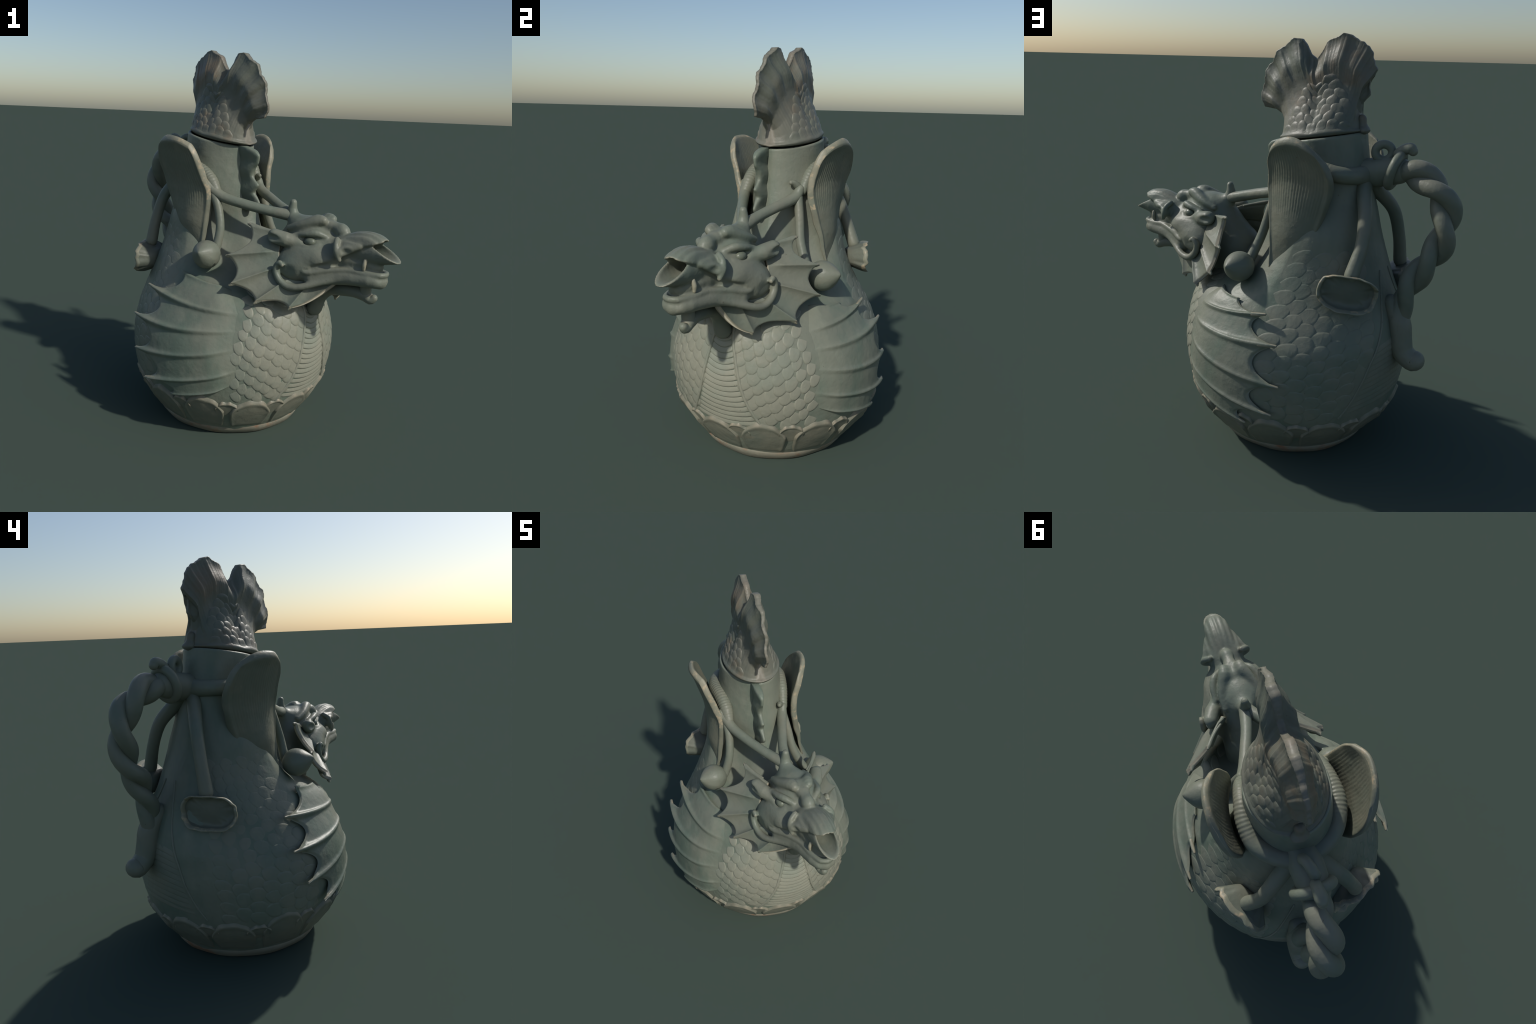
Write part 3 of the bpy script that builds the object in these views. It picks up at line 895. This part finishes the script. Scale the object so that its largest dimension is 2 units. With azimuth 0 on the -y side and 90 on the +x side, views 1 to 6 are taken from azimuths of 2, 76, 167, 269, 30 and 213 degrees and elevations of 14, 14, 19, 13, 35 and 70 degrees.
# ------------------------------------------------------------------ dragon head (spout)
def head_sdf(X, Y, Z):
    Y = np.abs(Y)
    P = (X, Y, Z)
    d = ellipsoid(P, (.53, 0, 1.075), (.15, .105, .105))
    d = smin(d, ellipsoid(P, (.50, 0, 1.13), (.12, .085, .065)), .03)
    d = smin(d, ellipsoid(P, (.57, .085, 1.01), (.15, .075, .078)), .04)
    d = smin(d, ellipsoid(P, (.51, .115, .96), (.11, .078, .080)), .04)
    d = smin(d, strand(P, [(.30, 0, .74, .15), (.36, 0, .91, .14), (.425, 0, 1.02, .11)]), .04)
    d = smin(d, ellipsoid(P, (.69, 0, 1.05), (.14, .085, .075)), .04)
    # upper bill
    bill = smin(ellipsoid(P, (.850, 0, 1.106), (.120, .068, .064)), ellipsoid(P, (.770, 0, 1.090), (.105, .090, .052)), .025)
    bill = bill - .0022 * np.cos(Y * (2 * math.pi / .026)) * smoothstep(.74, .80, X) * smoothstep(.96, .90, X)
    bill = smax(bill, -ellipsoid(P, (.92, 0, 1.075), (.17, .055, .055)), .015)
    bill = smax(bill, (1.07 + (X - .76) * 0.36) - Z, .01)
    # spouting tongue: a trough cut slantwise
    tr = strand(P, [(.72, 0, 1.06, .065), (.90, 0, 1.080, .058), (1.00, 0, 1.092, .046)])
    tr = smax(tr, (X - 1.02) * .45 + (Z - 1.054) * .89, .006)
    tr = smax(tr, -strand(P, [(.80, 0, 1.095, .040), (.92, 0, 1.100, .043), (1.08, 0, 1.105, .042)]), .006)
    d = smin(d, tr, .012)
    d = smin(d, ellipsoid(P, (.775, 0, 1.012), (.160, .070, .050)), .015)
    d = smin(d, bill, .012)
    d = smax(d, -strand(P, [(.72, 0, 1.075, .030), (.84, 0, 1.10, .035), (.98, 0, 1.11, .036), (1.1, 0, 1.11, .036)]), .006)
    # lower jaw
    jaw = strand(P, [(.925, 0, .948, .036), (.90, .035, .952, .034), (.82, .050, .950, .036), (.72, .065, .945, .045), (.62, .105, .925, .05)], 12)
    jaw = smin(jaw, ellipsoid(P, (.74, 0, .965), (.20, .065, .045)), .02)
    d = smin(d, jaw, .018)
    # mouth recess, lips and whisker ridge
    d = smax(d, -strand(P, [(.93, .058, 1.008, .016), (.86, .075, 1.010, .020), (.76, .095, 1.012, .014), (.67, .135, .990, .010), (.625, .16, .972, .007)], 14), .010)
    lip = strand(P, [(.952, 0, .984, .013), (.938, .030, .984, .013), (.88, .052, .983, .013), (.79, .070, .985, .013), (.70, .108, .972, .013), (.63, .145, .953, .013), (.598, .158, .955, .011), (.600, .155, .972, .010), (.620, .148, .976, .008)], 30)
    d = smin(d, lip, .008)
    whisk = strand(P, [(.935, .030, .945, .012), (.85, .062, .945, .013), (.76, .085, .935, .015), (.68, .125, .910, .017), (.60, .172, .880, .019), (.545, .192, .872, .020), (.500, .204, .892, .020), (.473, .208, .930, .019), (.472, .208, .965, .017), (.492, .208, .985, .015), (.508, .208, .976, .013)], 40) + .002
    d = smin(d, whisk, .014)
    # flaring corner of the upper lip
    d = smin(d, strand(P, [(.84, .062, 1.105, .012), (.79, .085, 1.085, .022), (.755, .095, 1.07, .026)]), .015)
    d = smin(d, strand(P, [(.728, .080, 1.122, .014), (.742, .106, 1.102, .014), (.750, .114, 1.070, .013), (.764, .106, 1.036, .011)], 10), .008)
    d = smax(d, -ellipsoid(P, (.805, .108, 1.078), (.030, .016, .020)), .012)
    # nose bulb and brow
    d = smin(d, ellipsoid(P, (.700, 0, 1.145), (.040, .034, .037)), .010)
    d = smin(d, strand(P, [(.69, 0, 1.165, .018), (.64, .005, 1.165, .028), (.58, .01, 1.17, .03)]), .02)
    d = smin(d, strand(P, [(.612, .038, 1.190, .022), (.585, .042, 1.188, .030), (.545, .060, 1.172, .028), (.50, .078, 1.155, .022), (.44, .085, 1.135, .015)], 14), .012)
    d = smin(d, strand(P, [(.645, .058, 1.120, .014), (.612, .090, 1.134, .018), (.565, .108, 1.124, .018), (.51, .114, 1.112, .014)], 10), .012)
    # eye socket and lids
    d = smax(d, -ellipsoid(P, (.578, .124, 1.090), (.048, .030, .024)), .012)
    d = smin(d, strand(P, [(.635, .095, 1.078, .010), (.595, .118, 1.066, .011), (.545, .122, 1.076, .010), (.515, .115, 1.10, .010)], 12), .010)
    # ears: rolled leaf, hollow behind
    ear = strand(P, [(.53, .105, 1.075, .028), (.47, .145, 1.088, .037), (.420, .170, 1.100, .036)])
    ear = smax(ear, -strand(P, [(.475, .200, 1.092, .014), (.44, .205, 1.095, .021), (.39, .212, 1.10, .022)]), .008)
    d = smin(d, ear, .018)
    # horn
    d = smin(d, strand(P, [(.46, 0, 1.13, .05), (.395, 0, 1.175, .035), (.388, 0, 1.215, .024), (.392, 0, 1.248, .018)]), .022)
    # cheek dimple inside the whisker curl, throat hollow behind
    d = smax(d, -ellipsoid(P, (.545, .20, .945), (.034, .014, .026)), .02)
    return d


v, f = sdf_mesh(head_sdf, (.20, -.27, .58), (1.05, .27, 1.29), .0055)
head = add_mesh('dragon_head', v, f, M_HEAD)

for s in (1, -1):
    e = ellipsoid
    vv, ff = sdf_mesh(lambda X, Y, Z: ellipsoid((X, Y, Z), (.584, s * .097, 1.090), (.032, .025, .024)), (.53, s * .098 - .05, 1.05), (.63, s * .098 + .05, 1.15), .005)
    add_mesh('eye', vv, ff, M_EYE, head)
    tube('tooth', [(.872, s * .052, 1.045, .010), (.871, s * .058, 1.025, .010), (.869, s * .056, 1.004, .008)], M_TOOTH, head, n=16, seg=12)

# beard: a strand that runs back under the chin and is stuck to the breast
tube('beard', [(.892, .018, .856, .018), (.875, .016, .846, .024), (.845, .012, .862, .030), (.79, .006, .868, .029), (.72, 0, .862, .030), (.65, 0, .848, .032), (.595, 0, .80, .036), (.565, 0, .73, .040)], M_HEAD, head)
tube('beard', [(.85, .008, .935, .030), (.848, .010, .90, .028), (.848, .012, .865, .028)], M_HEAD, head, n=16)

# frill: a webbed collar with five spines on each side
FRILL = {
    1: [(.276, .215, 1.132), (.250, .318, 1.008), (.286, .344, .875), (.409, .288, .771), (.580, .155, .750)],
    -1: [(.256, -.182, 1.137), (.231, -.310, .985), (.302, -.354, .858), (.425, -.303, .784), (.562, -.207, .768)],
}


def build_frill(s):
    tips = np.array(FRILL[s] + [(.74, s * .072, .912)])
    inner = np.array([(.42, s * .10, 1.10), (.44, s * .15, 1.02), (.46, s * .165, .95), (.53, s * .145, .905), (.62, s * .090, .91), (.74, s * .045, .950)])
    fin_start = np.array([(.34, s * .06, 1.10)])
    ns, nt = 161, 44
    ks = np.linspace(0, 5, ns)
    k = np.arange(6)
    Bc = np.stack([curve1(k, inner[:, i], ks) for i in range(3)], -1)
    E = np.stack([curve1(k, tips[:, i], ks) for i in range(3)], -1)
    fr = ks - np.floor(ks)
    dist = np.minimum(fr, 1 - fr)
    dist[-1] = 0
    pull = 1 - (0.17 * (1 - np.exp(-dist / 0.20)) + 0.05 * np.sin(math.pi * dist)) * np.where(ks > 4, .25, np.where(ks < 1, 1.5, 1))
    S, T = np.meshgrid(np.arange(ns), np.linspace(0, 1, nt), indexing='ij')
    tt = (T * pull[S])[..., None]
    G = Bc[S] + (E[S] - Bc[S]) * tt
    du, dv = np.gradient(G, axis=0), np.gradient(G, axis=1)
    n = np.cross(du, dv)
    n /= np.linalg.norm(n, axis=-1, keepdims=True) + 1e-9
    want = np.array([.45, s * .8, -.1])
    n = n * np.sign((n @ want)[..., None])
    rib = np.exp(-np.abs(dist[S] / 0.13) ** 1.3) * (ks[S] < 4.6)
    web = -0.012 * np.sin(math.pi * np.clip(dist[S], 0, .5)) * T
    h = rib * 0.013 * smoothstep(0, .3, T) + web
    edge = smoothstep(1.0, 0.96, T) * smoothstep(-.001, .02, S / ns) * smoothstep(1.001, .98, S / (ns - 1))
    th = 0.013
    mid = G + n * h[..., None]
    up = mid + n * (th * np.sqrt(edge))[..., None]
    dn = mid - n * (th * np.sqrt(edge))[..., None]
    V = np.vstack([up.reshape(-1, 3), dn.reshape(-1, 3)])
    m = ns * nt
    F = list(map(tuple, grid_faces(ns, nt))) + list(map(tuple, grid_faces(ns, nt, off=m, flip=True)))
    ring = [(i, 0) for i in range(ns)] + [(ns - 1, j) for j in range(1, nt)] + [(i, nt - 1) for i in range(ns - 2, -1, -1)] + [(0, j) for j in range(nt - 2, 0, -1)]
    ids = [a * nt + b for a, b in ring]
    for a, b in zip(ids, ids[1:] + ids[:1]):
        F.append((a, b, b + m, a + m))
    ob = add_mesh('frill', V, F, M_HEAD, head)
    for i in range(5):
        a, b = inner[i], tips[i]
        o = np.array([.006, s * .009, -.001])
        at = lambda q, lift: a + (b - a) * q + o * lift
        tube('frill_spine', [(*at(.25, .2), .006), (*at(.5, .8), .0085), (*at(.75, .8), .0105), (*at(.92, .5), .0105), (*at(1.0, .3), .0065)], M_HEAD, head, n=40, seg=14)
        tube('frill_tip', [(*at(.955, .55), .0088), (*at(1.0, .4), .0066)], M_TIP, head, n=8, seg=14)
    return ob


for s in (1, -1):
    build_frill(s)

# make every mesh's normals point outwards
import bmesh
for ob in list(bpy.context.scene.objects):
    if ob.type == 'MESH' and ob.name.split('.')[0] in ('side_fin', 'tail_lid', 'leaf', 'frill', 'body', 'open_pod', 'vine', 'dragon_head', 'foot_ring', 'neck_crest'):
        bm = bmesh.new()
        bm.from_mesh(ob.data)
        bmesh.ops.recalc_face_normals(bm, faces=bm.faces)
        bm.to_mesh(ob.data)
        bm.free()
